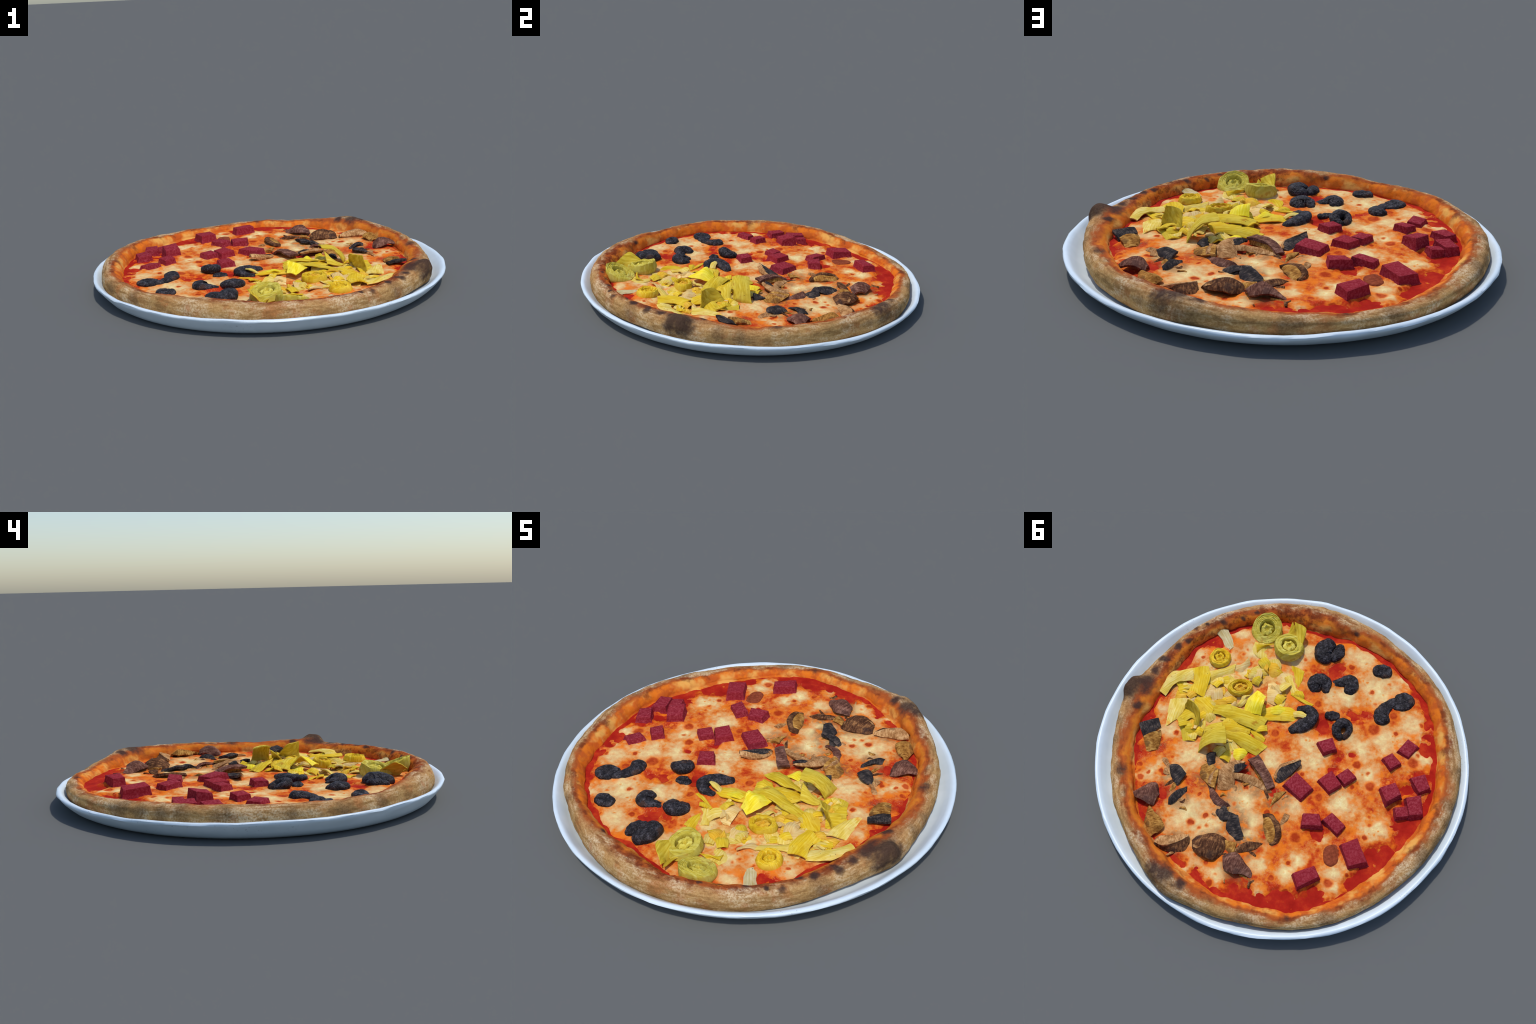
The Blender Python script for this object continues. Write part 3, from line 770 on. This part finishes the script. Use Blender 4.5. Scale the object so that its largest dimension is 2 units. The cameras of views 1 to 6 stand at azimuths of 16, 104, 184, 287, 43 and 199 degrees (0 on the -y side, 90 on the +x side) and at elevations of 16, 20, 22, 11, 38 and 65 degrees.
# ---------------------------------------------------------------- mushrooms
FUNGUS = {
    "cap": mushroom("mushroom_cap", srgb(58, 36, 26), srgb(96, 62, 42), srgb(156, 110, 70), srgb(58, 44, 42)),
    "flesh": mushroom("mushroom_flesh", srgb(132, 88, 50), srgb(180, 130, 82), srgb(214, 170, 118), srgb(120, 76, 42)),
    "ochre": mushroom("mushroom_roasted", srgb(112, 68, 28), srgb(168, 116, 54), srgb(206, 158, 84), srgb(96, 60, 36)),
    "charred": mushroom("mushroom_charred", srgb(36, 33, 34), srgb(56, 51, 50), srgb(104, 90, 80), srgb(46, 44, 48)),
    "plum": mushroom("mushroom_skin", srgb(76, 46, 40), srgb(112, 74, 60), srgb(156, 114, 96), srgb(74, 48, 44)),
}
MUSHROOMS = [  # kind, crown, one edge and the other edge as x, y, height above the cheese
    ('plum', 0.25, [(0.675, 0.455, 0.01), (0.639, 0.418, 0.02), (0.604, 0.381, 0.015), (0.573, 0.372, 0.004), (0.547, 0.412, 0)],
     [(0.671, 0.46, 0.012), (0.634, 0.473, 0.028), (0.599, 0.48, 0.032), (0.57, 0.483, 0.025), (0.547, 0.478, 0.004)]),
    ('ochre', 0.3, [(0.558, 0.499, 0.005), (0.556, 0.566, 0.01), (0.538, 0.611, 0), (0.499, 0.639, 0)],
     [(0.514, 0.526, 0.002), (0.485, 0.544, 0.012), (0.454, 0.58, 0.016), (0.474, 0.618, 0.012)]),
    ('flesh', 0.05, [(0.464, 0.663, 0.005), (0.447, 0.634, 0.01), (0.392, 0.612, 0.012), (0.32, 0.582, 0.01)],
     [(0.455, 0.673, 0.02), (0.411, 0.675, 0.033), (0.366, 0.654, 0.035), (0.313, 0.591, 0.02)]),
    ('cap', 0.1, [(0.455, 0.674, 0.018), (0.411, 0.675, 0.03), (0.366, 0.655, 0.032), (0.329, 0.618, 0.024), (0.313, 0.591, 0.018)],
     [(0.455, 0.674, 0), (0.418, 0.693, 0), (0.376, 0.694, 0), (0.322, 0.677, 0), (0.302, 0.627, 0)]),
    ('cap', 0.22, [(0.28, 0.6, 0), (0.253, 0.57, 0.005), (0.183, 0.54, 0.008), (0.127, 0.553, 0), (0.114, 0.61, 0)],
     [(0.26, 0.642, 0.018), (0.229, 0.659, 0.022), (0.191, 0.668, 0.022), (0.151, 0.668, 0.01), (0.12, 0.623, 0)]),
    ('flesh', 0.05, [(0.262, 0.63, 0.03), (0.234, 0.632, 0.036), (0.204, 0.62, 0.034)],
     [(0.247, 0.637, 0.03), (0.229, 0.637, 0.034), (0.208, 0.627, 0.034)]),
    ('plum', 0.25, [(0.098, 0.645, 0.01), (0.077, 0.624, 0.02), (0.047, 0.611, 0.025), (0.007, 0.628, 0.015), (-0.053, 0.673, 0)],
     [(0.076, 0.696, 0.015), (0.031, 0.714, 0.03), (0, 0.706, 0.028), (-0.021, 0.699, 0.02), (-0.057, 0.7, 0)]),
    ('cap', 0.1, [(0.066, 0.588, 0), (0.03, 0.541, 0.012), (-0.018, 0.522, 0.015), (-0.06, 0.513, 0)],
     [(0.057, 0.596, 0), (0.011, 0.579, 0.004), (-0.034, 0.55, 0.005), (-0.058, 0.519, 0)]),
    ('charred', 0.15, [(0.139, 0.421, 0.02), (0.143, 0.471, 0.01), (0.126, 0.502, 0.002), (0.087, 0.533, 0)],
     [(0.104, 0.412, 0.025), (0.085, 0.447, 0.025), (0.058, 0.482, 0.015), (0.041, 0.509, 0)]),
    ('charred', 0.1, [(0.234, 0.403, 0), (0.196, 0.399, 0.012), (0.145, 0.402, 0.022), (0.108, 0.41, 0.025)],
     [(0.198, 0.445, 0), (0.173, 0.446, 0.012), (0.146, 0.441, 0.018), (0.128, 0.431, 0.02)]),
    ('plum', 0.08, [(0.289, 0.296, 0.012), (0.238, 0.338, 0.022), (0.196, 0.358, 0.02), (0.164, 0.361, 0)],
     [(0.311, 0.302, 0), (0.281, 0.346, 0), (0.239, 0.385, 0), (0.182, 0.382, 0)]),
    ('charred', 0.15, [(0.543, 0.242, 0.012), (0.496, 0.238, 0.022), (0.445, 0.268, 0.018)],
     [(0.521, 0.284, 0), (0.497, 0.317, 0.005), (0.468, 0.335, 0)]),
    ('flesh', 0.1, [(0.605, 0.211, 0), (0.577, 0.218, 0.012), (0.537, 0.242, 0.015)],
     [(0.596, 0.23, 0), (0.568, 0.245, 0.002), (0.532, 0.273, 0.002)]),
    ('charred', 0.2, [(0.484, 0.409, 0), (0.455, 0.377, 0.018), (0.418, 0.332, 0)],
     [(0.471, 0.454, 0), (0.439, 0.423, 0.006), (0.406, 0.366, 0)]),
    ('charred', 0.05, [(0.779, 0.067, 0.03), (0.741, 0.038, 0.028), (0.699, 0.011, 0.025)],
     [(0.736, 0.125, 0.006), (0.705, 0.097, 0.012), (0.678, 0.045, 0.012)]),
    ('ochre', 0.1, [(0.731, 0.132, 0.018), (0.711, 0.167, 0.012), (0.69, 0.198, 0)],
     [(0.666, 0.071, 0.01), (0.648, 0.119, 0.005), (0.643, 0.165, 0)]),
    ('flesh', 0.12, [(0.258, 0.287, 0), (0.269, 0.214, 0.022), (0.256, 0.164, 0.032), (0.218, 0.13, 0.036), (0.167, 0.122, 0.03)],
     [(0.186, 0.264, 0), (0.19, 0.223, 0.014), (0.203, 0.194, 0.024), (0.2, 0.161, 0.03), (0.186, 0.141, 0.03)]),
    ('charred', 0.1, [(0.213, 0.155, 0.037), (0.181, 0.133, 0.041), (0.15, 0.133, 0.03)],
     [(0.205, 0.185, 0.024), (0.178, 0.175, 0.024), (0.163, 0.15, 0.024)]),
    ('flesh', 0.1, [(0.198, 0.19, 0.026), (0.144, 0.181, 0.023), (0.078, 0.179, 0.012), (-0.007, 0.217, 0)],
     [(0.188, 0.211, 0.01), (0.137, 0.213, 0.008), (0.083, 0.217, 0.004), (0.008, 0.23, 0)]),
    ('ochre', 0.08, [(0.38, 0.186, 0), (0.371, 0.244, 0), (0.341, 0.267, 0.004), (0.299, 0.292, 0.018)],
     [(0.342, 0.159, 0.002), (0.314, 0.186, 0.015), (0.288, 0.21, 0.03), (0.279, 0.289, 0.022)]),
    ('flesh', 0.05, [(0.3, 0.197, 0.03), (0.31, 0.253, 0.029), (0.307, 0.275, 0.024)],
     [(0.275, 0.193, 0.008), (0.272, 0.234, 0.005), (0.281, 0.283, 0.004)]),
    ('plum', 0.05, [(0.147, 0.101, 0.032), (0.094, 0.137, 0.042), (0.05, 0.174, 0.036), (0.015, 0.209, 0.01)],
     [(0.104, 0.059, 0.026), (0.058, 0.106, 0.036), (0.017, 0.144, 0.03), (-0.016, 0.184, 0.004)]),
    ('ochre', 0, [(0.145, 0.103, 0.026), (0.094, 0.137, 0.034), (0.05, 0.175, 0.028), (0.017, 0.208, 0.006)],
     [(0.135, 0.109, 0.002), (0.099, 0.142, 0.006), (0.069, 0.17, 0.006), (0.045, 0.189, 0.002)]),
    ('cap', 0.05, [(-0.021, 0.365, 0.01), (-0.06, 0.36, 0.021), (-0.113, 0.403, 0.028), (-0.13, 0.468, 0.02), (-0.106, 0.5, 0.004)],
     [(-0.031, 0.38, 0.012), (-0.056, 0.38, 0.02), (-0.094, 0.415, 0.024), (-0.109, 0.473, 0.016), (-0.093, 0.496, 0.005)]),
    ('ochre', 0.1, [(-0.03, 0.379, 0.01), (-0.055, 0.379, 0.018), (-0.093, 0.415, 0.022), (-0.108, 0.472, 0.014), (-0.093, 0.495, 0.004)],
     [(-0.029, 0.385, 0.003), (-0.04, 0.417, 0.004), (-0.056, 0.448, 0.004), (-0.073, 0.479, 0.002), (-0.091, 0.497, 0.002)]),
    ('charred', 0.05, [(-0.018, 0.151, 0.006), (-0.033, 0.078, 0.024), (-0.108, 0.025, 0.042)],
     [(-0.045, 0.16, 0), (-0.073, 0.116, 0.012), (-0.115, 0.04, 0.03)]),
    ('flesh', 0.05, [(-0.004, 0.133, 0), (-0.018, 0.064, 0.012), (-0.091, 0.016, 0.028)],
     [(-0.019, 0.149, 0.008), (-0.034, 0.081, 0.025), (-0.106, 0.028, 0.043)]),
    ('charred', 0.1, [(0.382, 0.126, 0), (0.36, 0.163, 0.01), (0.341, 0.183, 0.004)],
     [(0.331, 0.11, 0.026), (0.332, 0.129, 0.022), (0.318, 0.165, 0)]),
    ('ochre', 0.12, [(-0.033, 0.232, 0.004), (-0.038, 0.278, 0.01), (-0.036, 0.307, 0)],
     [(-0.084, 0.206, 0.01), (-0.073, 0.237, 0.006), (-0.054, 0.275, 0)]),
    ('flesh', 0.1, [(-0.118, 0.385, 0), (-0.12, 0.346, 0.01), (-0.129, 0.328, 0.012)],
     [(-0.126, 0.386, 0), (-0.144, 0.356, 0.004), (-0.147, 0.327, 0.004)]),
    ('ochre', 0.05, [(0.126, 0.554, 0.01), (0.095, 0.552, 0.014), (0.068, 0.551, 0.015)],
     [(0.107, 0.597, 0), (0.085, 0.605, 0.004), (0.065, 0.609, 0.008)]),
    ('charred', 0.1, [(0.19, 0.372, 0.008), (0.165, 0.398, 0.014), (0.148, 0.43, 0.016)],
     [(0.212, 0.40, 0.0), (0.188, 0.424, 0.004), (0.17, 0.452, 0.006)]),
]
for i, (kind, crown, edge_a, edge_b) in enumerate(MUSHROOMS):
    cx, cy = np.mean([p[:2] for p in edge_a + edge_b], axis=0)
    grow = 1.12
    ground = [[(cx + (x - cx) * grow, cy + (y - cy) * grow, surface(x, y) + .0075 + h - (.004 if h < .003 else 0)) for x, y, h in edge] for edge in (edge_a, edge_b)]
    sheet("mushroom_slice", FUNGUS[kind], ground[0], ground[1], 2.3 * i + 5, 26, 13, .013, crown, .005, .0008, 50)

# scraps of mushroom half sunk in the cheese
for i in range(46):
    cx, cy, r = BROWNED[i % len(BROWNED)]
    cx, cy = cx + rng.normal(0, .6 * r), cy + rng.normal(0, .6 * r)
    turn, long, wide = rng.uniform(0, TAU), rng.uniform(.012, .036), rng.uniform(.006, .013)
    e, g = np.array([math.cos(turn), math.sin(turn)]), np.array([-math.sin(turn), math.cos(turn)])
    floor = surface(cx, cy) + .0065
    bend, lift = rng.uniform(-.012, .012), rng.uniform(-.003, .008)
    edges = [[(*(np.array([cx, cy]) + e * long * t + g * (side * wide * (1 - .5 * t * t) + bend * t * t)), floor + lift * t + (.004 if side > 0 else -.001)) for t in (-1, 0, 1)] for side in (-1, 1)]
    sheet("mushroom_slice", FUNGUS[("ochre", "flesh", "cap", "ochre", "flesh")[i % 5]], edges[0], edges[1], 171 + 1.3 * i, 14, 7, .008, .2, .004, .0005, 50)

# --------------------------------------------------------------- artichokes
LEAF = {
    "green": artichoke("artichoke_green", srgb(204, 174, 50), srgb(218, 196, 82), srgb(170, 138, 34)),
    "olive": artichoke("artichoke_olive", srgb(214, 180, 42), srgb(228, 204, 80), srgb(182, 146, 30)),
    "yellow": artichoke("artichoke_yellow", srgb(228, 188, 38), srgb(238, 210, 84), srgb(204, 156, 28)),
    "lemon": artichoke("artichoke_lemon", srgb(238, 214, 44), srgb(246, 230, 96), srgb(214, 180, 30)),
    "pale": artichoke("artichoke_pale", srgb(224, 194, 84), srgb(238, 218, 140), srgb(200, 160, 52), srgb(226, 140, 44)),
    "ring": artichoke("artichoke_heart_green", srgb(208, 188, 72), srgb(222, 210, 112), srgb(178, 154, 46)),
    "amber": artichoke("artichoke_amber", srgb(224, 172, 46), srgb(236, 196, 86), srgb(190, 130, 28)),
    "melt": artichoke("artichoke_under_cheese", srgb(226, 190, 116), srgb(238, 214, 158), srgb(206, 156, 84), srgb(222, 126, 44)),
    "grey": artichoke("artichoke_heart_slice", srgb(200, 184, 134), srgb(222, 208, 170), srgb(182, 150, 84), srgb(210, 140, 44)),
}
LEAVES = [  # kind, one edge, the other edge
    ('green', [(0.43, 0.03, 0.09), (0.427, 0.025, 0.135), (0.388, 0.008, 0.174), (0.328, -0.015, 0.188)],
     [(0.423, 0.118, 0.086), (0.419, 0.112, 0.128), (0.364, 0.09, 0.17), (0.29, 0.066, 0.185)]),
    ('green', [(0.439, -0.012, 0.1), (0.421, -0.045, 0.11), (0.364, -0.072, 0.13)],
     [(0.431, 0.01, 0.1), (0.391, -0.01, 0.14), (0.342, -0.017, 0.17)]),
    ('olive', [(0.448, -0.153, 0.12), (0.354, -0.174, 0.15), (0.279, -0.168, 0.16), (0.207, -0.168, 0.15), (0.148, -0.171, 0.12)],
     [(0.43, -0.117, 0.115), (0.335, -0.114, 0.13), (0.256, -0.097, 0.14), (0.204, -0.091, 0.13), (0.157, -0.099, 0.105)]),
    ('olive', [(0.34, -0.029, 0.15), (0.283, -0.028, 0.14), (0.223, -0.045, 0.145), (0.163, -0.034, 0.125), (0.099, -0.02, 0.1)],
     [(0.321, 0, 0.11), (0.259, 0.011, 0.115), (0.194, 0.035, 0.11), (0.141, 0.043, 0.1), (0.132, 0.04, 0.095)]),
    ('yellow', [(0.354, -0.075, 0.13), (0.333, -0.11, 0.13), (0.256, -0.097, 0.125), (0.209, -0.095, 0.12)],
     [(0.331, -0.038, 0.115), (0.29, -0.037, 0.12), (0.247, -0.048, 0.12), (0.204, -0.059, 0.115)]),
    ('yellow', [(0.203, -0.078, 0.11), (0.159, -0.086, 0.12), (0.114, -0.058, 0.11)],
     [(0.17, -0.053, 0.1), (0.15, -0.036, 0.1), (0.117, -0.033, 0.095)]),
    ('lemon', [(0.239, -0.306, 0.15), (0.265, -0.234, 0.16), (0.262, -0.173, 0.14)],
     [(0.185, -0.286, 0.15), (0.179, -0.227, 0.17), (0.178, -0.179, 0.14)]),
    ('yellow', [(0.625, -0.341, 0.125), (0.593, -0.275, 0.13), (0.604, -0.209, 0.115)],
     [(0.546, -0.372, 0.135), (0.52, -0.313, 0.14), (0.518, -0.208, 0.12)]),
    ('pale', [(0.635, -0.343, 0.11), (0.686, -0.311, 0.12), (0.729, -0.279, 0.13), (0.744, -0.217, 0.125), (0.754, -0.169, 0.11)],
     [(0.612, -0.281, 0.11), (0.646, -0.264, 0.12), (0.681, -0.239, 0.13), (0.701, -0.2, 0.12), (0.71, -0.153, 0.1)]),
    ('pale', [(0.538, -0.365, 0.11), (0.483, -0.392, 0.115), (0.42, -0.438, 0.115)],
     [(0.516, -0.281, 0.105), (0.498, -0.326, 0.11), (0.41, -0.395, 0.1)]),
    ('pale', [(0.678, -0.129, 0.1), (0.667, -0.07, 0.1), (0.649, 0.02, 0.095)],
     [(0.595, -0.158, 0.11), (0.592, -0.101, 0.11), (0.605, -0.032, 0.1)]),
    ('green', [(0.563, -0.113, 0.184), (0.525, -0.098, 0.183), (0.489, -0.07, 0.176), (0.482, -0.025, 0.13)],
     [(0.586, -0.112, 0.095), (0.55, -0.09, 0.095), (0.518, -0.06, 0.095), (0.525, -0.005, 0.095)]),
    ('olive', [(0.568, -0, 0.12), (0.531, -0.051, 0.13), (0.491, -0.032, 0.13)],
     [(0.602, -0.033, 0.1), (0.58, -0.106, 0.1), (0.559, -0.117, 0.1)]),
    ('olive', [(0.58, 0.003, 0.12), (0.555, 0.032, 0.105), (0.532, 0.076, 0.095)],
     [(0.502, -0.028, 0.115), (0.483, 0.017, 0.105), (0.464, 0.062, 0.095)]),
    ('pale', [(0.535, -0.176, 0.105), (0.513, -0.116, 0.105), (0.491, -0.024, 0.1), (0.474, 0.025, 0.095)],
     [(0.471, -0.206, 0.11), (0.485, -0.131, 0.11), (0.447, -0.055, 0.105), (0.439, 0.01, 0.095)]),
    ('yellow', [(0.555, -0.171, 0.11), (0.521, -0.128, 0.11), (0.479, -0.106, 0.12), (0.431, -0.11, 0.12)],
     [(0.499, -0.199, 0.11), (0.472, -0.198, 0.115), (0.456, -0.176, 0.12), (0.439, -0.16, 0.12)]),
    ('yellow', [(0.453, -0.177, 0.12), (0.422, -0.203, 0.12), (0.395, -0.23, 0.11)],
     [(0.445, -0.154, 0.12), (0.401, -0.167, 0.13), (0.373, -0.2, 0.11)]),
    ('melt', [(0.523, -0.261, 0.1), (0.5, -0.29, 0.105), (0.473, -0.298, 0.1)],
     [(0.526, -0.196, 0.1), (0.482, -0.209, 0.11), (0.451, -0.246, 0.1)]),
    ('amber', [(0.667, -0.202, 0.1), (0.638, -0.207, 0.104), (0.61, -0.212, 0.1)],
     [(0.663, -0.152, 0.095), (0.635, -0.158, 0.1), (0.607, -0.17, 0.095)]),
    ('yellow', [(0.34, -0.599, 0.13), (0.293, -0.606, 0.14), (0.25, -0.622, 0.13)],
     [(0.317, -0.55, 0.1), (0.304, -0.589, 0.1), (0.282, -0.614, 0.1)]),
    ('pale', [(0.35, -0.616, 0.11), (0.349, -0.566, 0.1), (0.31, -0.538, 0.095)],
     [(0.261, -0.62, 0.1), (0.272, -0.585, 0.095), (0.248, -0.534, 0.09)]),
    ('green', [(0.187, -0.788, 0.15), (0.197, -0.703, 0.145), (0.239, -0.636, 0.14)],
     [(0.157, -0.756, 0.105), (0.154, -0.722, 0.105), (0.165, -0.673, 0.12)]),
    ('green', [(0.157, -0.756, 0.105), (0.154, -0.722, 0.105), (0.148, -0.678, 0.12)],
     [(0.172, -0.789, 0.155), (0.1, -0.739, 0.17), (0.098, -0.661, 0.15)]),
    ('amber', [(0.256, -0.513, 0.12), (0.253, -0.471, 0.12), (0.234, -0.444, 0.09)],
     [(0.231, -0.484, 0.13), (0.227, -0.449, 0.14), (0.221, -0.451, 0.1)]),
    ('amber', [(0.242, -0.515, 0.11), (0.196, -0.513, 0.13), (0.175, -0.495, 0.12)],
     [(0.231, -0.458, 0.09), (0.184, -0.441, 0.1), (0.149, -0.482, 0.1)]),
    ('yellow', [(0.26, -0.41, 0.09), (0.238, -0.436, 0.1), (0.222, -0.454, 0.1)],
     [(0.265, -0.404, 0.09), (0.237, -0.421, 0.09), (0.205, -0.449, 0.09)]),
    ('yellow', [(0.113, -0.532, 0.1), (0.084, -0.477, 0.1), (0.041, -0.417, 0.095)],
     [(0.038, -0.518, 0.105), (0.033, -0.466, 0.11), (0.039, -0.427, 0.1)]),
    ('pale', [(0.12, -0.448, 0.1), (0.082, -0.401, 0.1), (0.055, -0.362, 0.095)],
     [(0.086, -0.472, 0.1), (0.057, -0.414, 0.105), (0.022, -0.395, 0.1)]),
    ('yellow', [(0.043, -0.381, 0.12), (0.044, -0.361, 0.11), (0.006, -0.345, 0.1)],
     [(0.005, -0.388, 0.12), (-0.009, -0.368, 0.12), (-0.013, -0.356, 0.1)]),
    ('yellow', [(0.054, -0.358, 0.11), (-0.008, -0.336, 0.11), (-0.063, -0.32, 0.11)],
     [(0.047, -0.37, 0.11), (-0.014, -0.351, 0.115), (-0.069, -0.339, 0.11)]),
    ('melt', [(0.174, -0.379, 0.13), (0.174, -0.321, 0.1), (0.137, -0.273, 0.095)],
     [(0.131, -0.347, 0.13), (0.115, -0.343, 0.11), (0.092, -0.318, 0.1)]),
    ('grey', [(0.578, -0.606, 0.11), (0.541, -0.585, 0.1), (0.486, -0.526, 0.095)],
     [(0.537, -0.664, 0.11), (0.498, -0.616, 0.1), (0.459, -0.569, 0.095)]),
    ('melt', [(0.426, -0.441, 0.1), (0.381, -0.456, 0.12), (0.358, -0.5, 0.13)],
     [(0.411, -0.406, 0.095), (0.365, -0.417, 0.1), (0.339, -0.473, 0.1)]),
    ('yellow', [(0.165, -0.225, 0.11), (0.115, -0.255, 0.125), (0.05, -0.268, 0.12), (0.005, -0.262, 0.105)],
     [(0.16, -0.165, 0.1), (0.10, -0.180, 0.115), (0.04, -0.195, 0.11), (-0.008, -0.215, 0.1)]),
    ('pale', [(0.01, -0.258, 0.12), (-0.03, -0.262, 0.15), (-0.06, -0.25, 0.15)],
     [(0.0, -0.225, 0.115), (-0.03, -0.228, 0.14), (-0.058, -0.228, 0.14)]),
    ('lemon', [(0.13, -0.24, 0.13), (0.10, -0.26, 0.145), (0.065, -0.262, 0.13)],
     [(0.125, -0.205, 0.12), (0.09, -0.215, 0.14), (0.06, -0.225, 0.12)]),
    ('lemon', [(0.247, 0.051, 0.1), (0.209, 0.041, 0.12), (0.179, 0.037, 0.1)],
     [(0.24, 0.09, 0.095), (0.206, 0.106, 0.11), (0.181, 0.075, 0.095)]),
    ('amber', [(0.312, 0.037, 0.11), (0.276, 0.028, 0.1), (0.23, 0.006, 0.1)],
     [(0.292, 0.054, 0.1), (0.251, 0.048, 0.1), (0.211, 0.029, 0.095)]),
    ('pale', [(0.311, -0.26, 0.14), (0.311, -0.245, 0.13), (0.303, -0.233, 0.12)],
     [(0.267, -0.27, 0.14), (0.269, -0.265, 0.14), (0.273, -0.265, 0.13)]),
    ('pale', [(0.329, -0.199, 0.1), (0.318, -0.211, 0.12), (0.312, -0.238, 0.12)],
     [(0.297, -0.202, 0.105), (0.285, -0.222, 0.12), (0.279, -0.249, 0.12)]),
    ('olive', [(0.192, -0.219, 0.14), (0.18, -0.23, 0.15), (0.172, -0.245, 0.15)],
     [(0.182, -0.197, 0.105), (0.169, -0.203, 0.11), (0.157, -0.211, 0.11)]),
    ('olive', [(0.461, -0.336, 0.1), (0.438, -0.357, 0.105), (0.418, -0.375, 0.1)],
     [(0.453, -0.304, 0.1), (0.432, -0.309, 0.1), (0.409, -0.316, 0.1)]),
    ('melt', [(0.198, -0.386, 0.1), (0.171, -0.397, 0.11), (0.137, -0.38, 0.1)],
     [(0.172, -0.285, 0.1), (0.125, -0.278, 0.11), (0.097, -0.326, 0.1)]),
]


for i, (kind, a, b) in enumerate(LEAVES):
    mid = (np.mean(a, axis=0) + np.mean(b, axis=0)) / 2

    def grow(e):
        q = [mid + (np.array(p) - mid) * (1.12, 1.12, 1.0) for p in e]
        return [(p[0], p[1], p[2] if p[2] > .165 else surface(p[0], p[1]) + .009 + (p[2] - .1) * .65) for p in q]
    sheet("artichoke_leaf", LEAF[kind], grow(a), grow(b), 1.37 * i)

# smaller leaves and shreds that fill the heap between the big ones
HEAP_AREA = [(.62, -.22), (.50, -.10), (.40, -.14), (.30, -.06), (.44, -.28), (.56, -.30), (.30, .03), (.22, -.14), (.36, -.20), (.52, -.02), (.33, -.42), (.14, -.32), (.26, -.50)]
for i in range(90):
    cx, cy = HEAP_AREA[i % len(HEAP_AREA)]
    cx, cy = cx + rng.normal(0, .035), cy + rng.normal(0, .035)
    turn, long, wide = rng.uniform(0, TAU), rng.uniform(.020, .040), rng.uniform(.017, .036)
    e, g = np.array([math.cos(turn), math.sin(turn)]), np.array([-math.sin(turn), math.cos(turn)])
    floor = surface(cx, cy) + .008
    lift, roll, arch = rng.uniform(-.006, .016), rng.uniform(-.010, .018), rng.uniform(0, .016)
    edges = []
    for side in (-1, 1):
        edge = []
        for t in (-1, 0, 1):
            q = np.array([cx, cy]) + e * long * t + g * wide * side * (1 - .3 * abs(t) * rng.uniform(0, 1))
            edge.append((q[0], q[1], floor + (1 - abs(t)) * arch + max(0, t) * lift + max(0, side) * roll))
        edges.append(edge)
    sheet("artichoke_leaf", LEAF[("pale", "yellow", "melt", "olive", "pale", "amber")[i % 6]], edges[0], edges[1], 91 + 1.7 * i, 16, 9, .0055, rng.uniform(-.12, .22))


def heart(x, y, rx, ry, turn, base, top, shells, kind, seed, bud=True, lean=(0, 0), bulge=.08, hole=.55, inner="ring"):
    """a cut artichoke heart: rolled shells of leaf round a folded bud"""
    rings = []
    n = 64
    ca, sa = math.cos(turn), math.sin(turn)

    def ring(s, z, wob, phase=0.0):
        out = []
        for j in range(n):
            a = TAU * j / n
            k = s * (1 + wob * fbm((math.cos(a), math.sin(a), z * 20), 1.6, 2, seed + phase))
            px, py = rx * k * math.cos(a), ry * k * math.sin(a)
            X, Y = ca * px - sa * py, sa * px + ca * py
            lift = (z - base) / (top - base)
            zz = z + lift * (lean[0] * X + lean[1] * Y) + .005 * lift * fbm((math.cos(a), math.sin(a), s * 3), 2.2, 2, seed + 3)
            out.append((x + X, y + Y, zz))
        return out
    h = top - base
    rings += [ring(.94, base, .05), ring(1.0 + bulge * .5, base + .3 * h, .05), ring(1.0 + bulge, base + .55 * h, .06), ring(1.0, base + .85 * h, .06)]
    s, floor = .97, base + .35 * h
    for k in range(shells):
        w = (.97 - hole) / shells
        s *= 1 + .02 * math.sin(5 * k + seed)
        rings += [ring(s, top - .001, .06, k * .5), ring(s - .5 * w, top + .0015, .06, k * .5), ring(s - .8 * w, top + .0005, .06, k * .5),
                  ring(s - .86 * w, top - .002, .06, k * .5), ring(s - .97 * w, top - .002, .06, k * .5)]
        s -= w
    rings += [ring(s, top - .003, .08, 2), ring(s - .02, top - .010, .08, 2), ring(s - .04, floor, .08, 2)]
    v, f = rings_to_mesh(rings)
    ob = make("artichoke_heart", v, f, LEAF[kind], pizza, True, 50)
    recentre(ob, (x, y, base), turn)
    if bud:
        rings = []
        r0 = hole * .74
        for q, z in ((1.05, -.65), (1.1, -.40), (1.0, -.20), (.74, -.10), (.46, -.06), (.34, -.2), (.15, -.3)):
            rings.append(ring(r0 * q, top + z * h, .40, 9))
        v, f = rings_to_mesh(rings)
        ob = make("artichoke_bud", v, f, LEAF[inner], pizza, True, 30)
        recentre(ob, (x, y, base), turn + .6)


heart(.312, -.708, .084, .084, .2, .074, .132, 5, "ring", 2, True, (-.02, -.38), .04, .52)
heart(.160, -.636, .076, .082, .5, .074, .140, 2, "ring", 7, True, (.05, .22), .12, .58)
heart(.508, -.458, .055, .057, .0, .074, .122, 3, "yellow", 12, True, (-.05, .05), .12, .62, "yellow")
heart(.337, -.308, .066, .050, .4, .076, .126, 3, "yellow", 19, True, (.0, .05), .04, .66, "amber")

build_sheets()
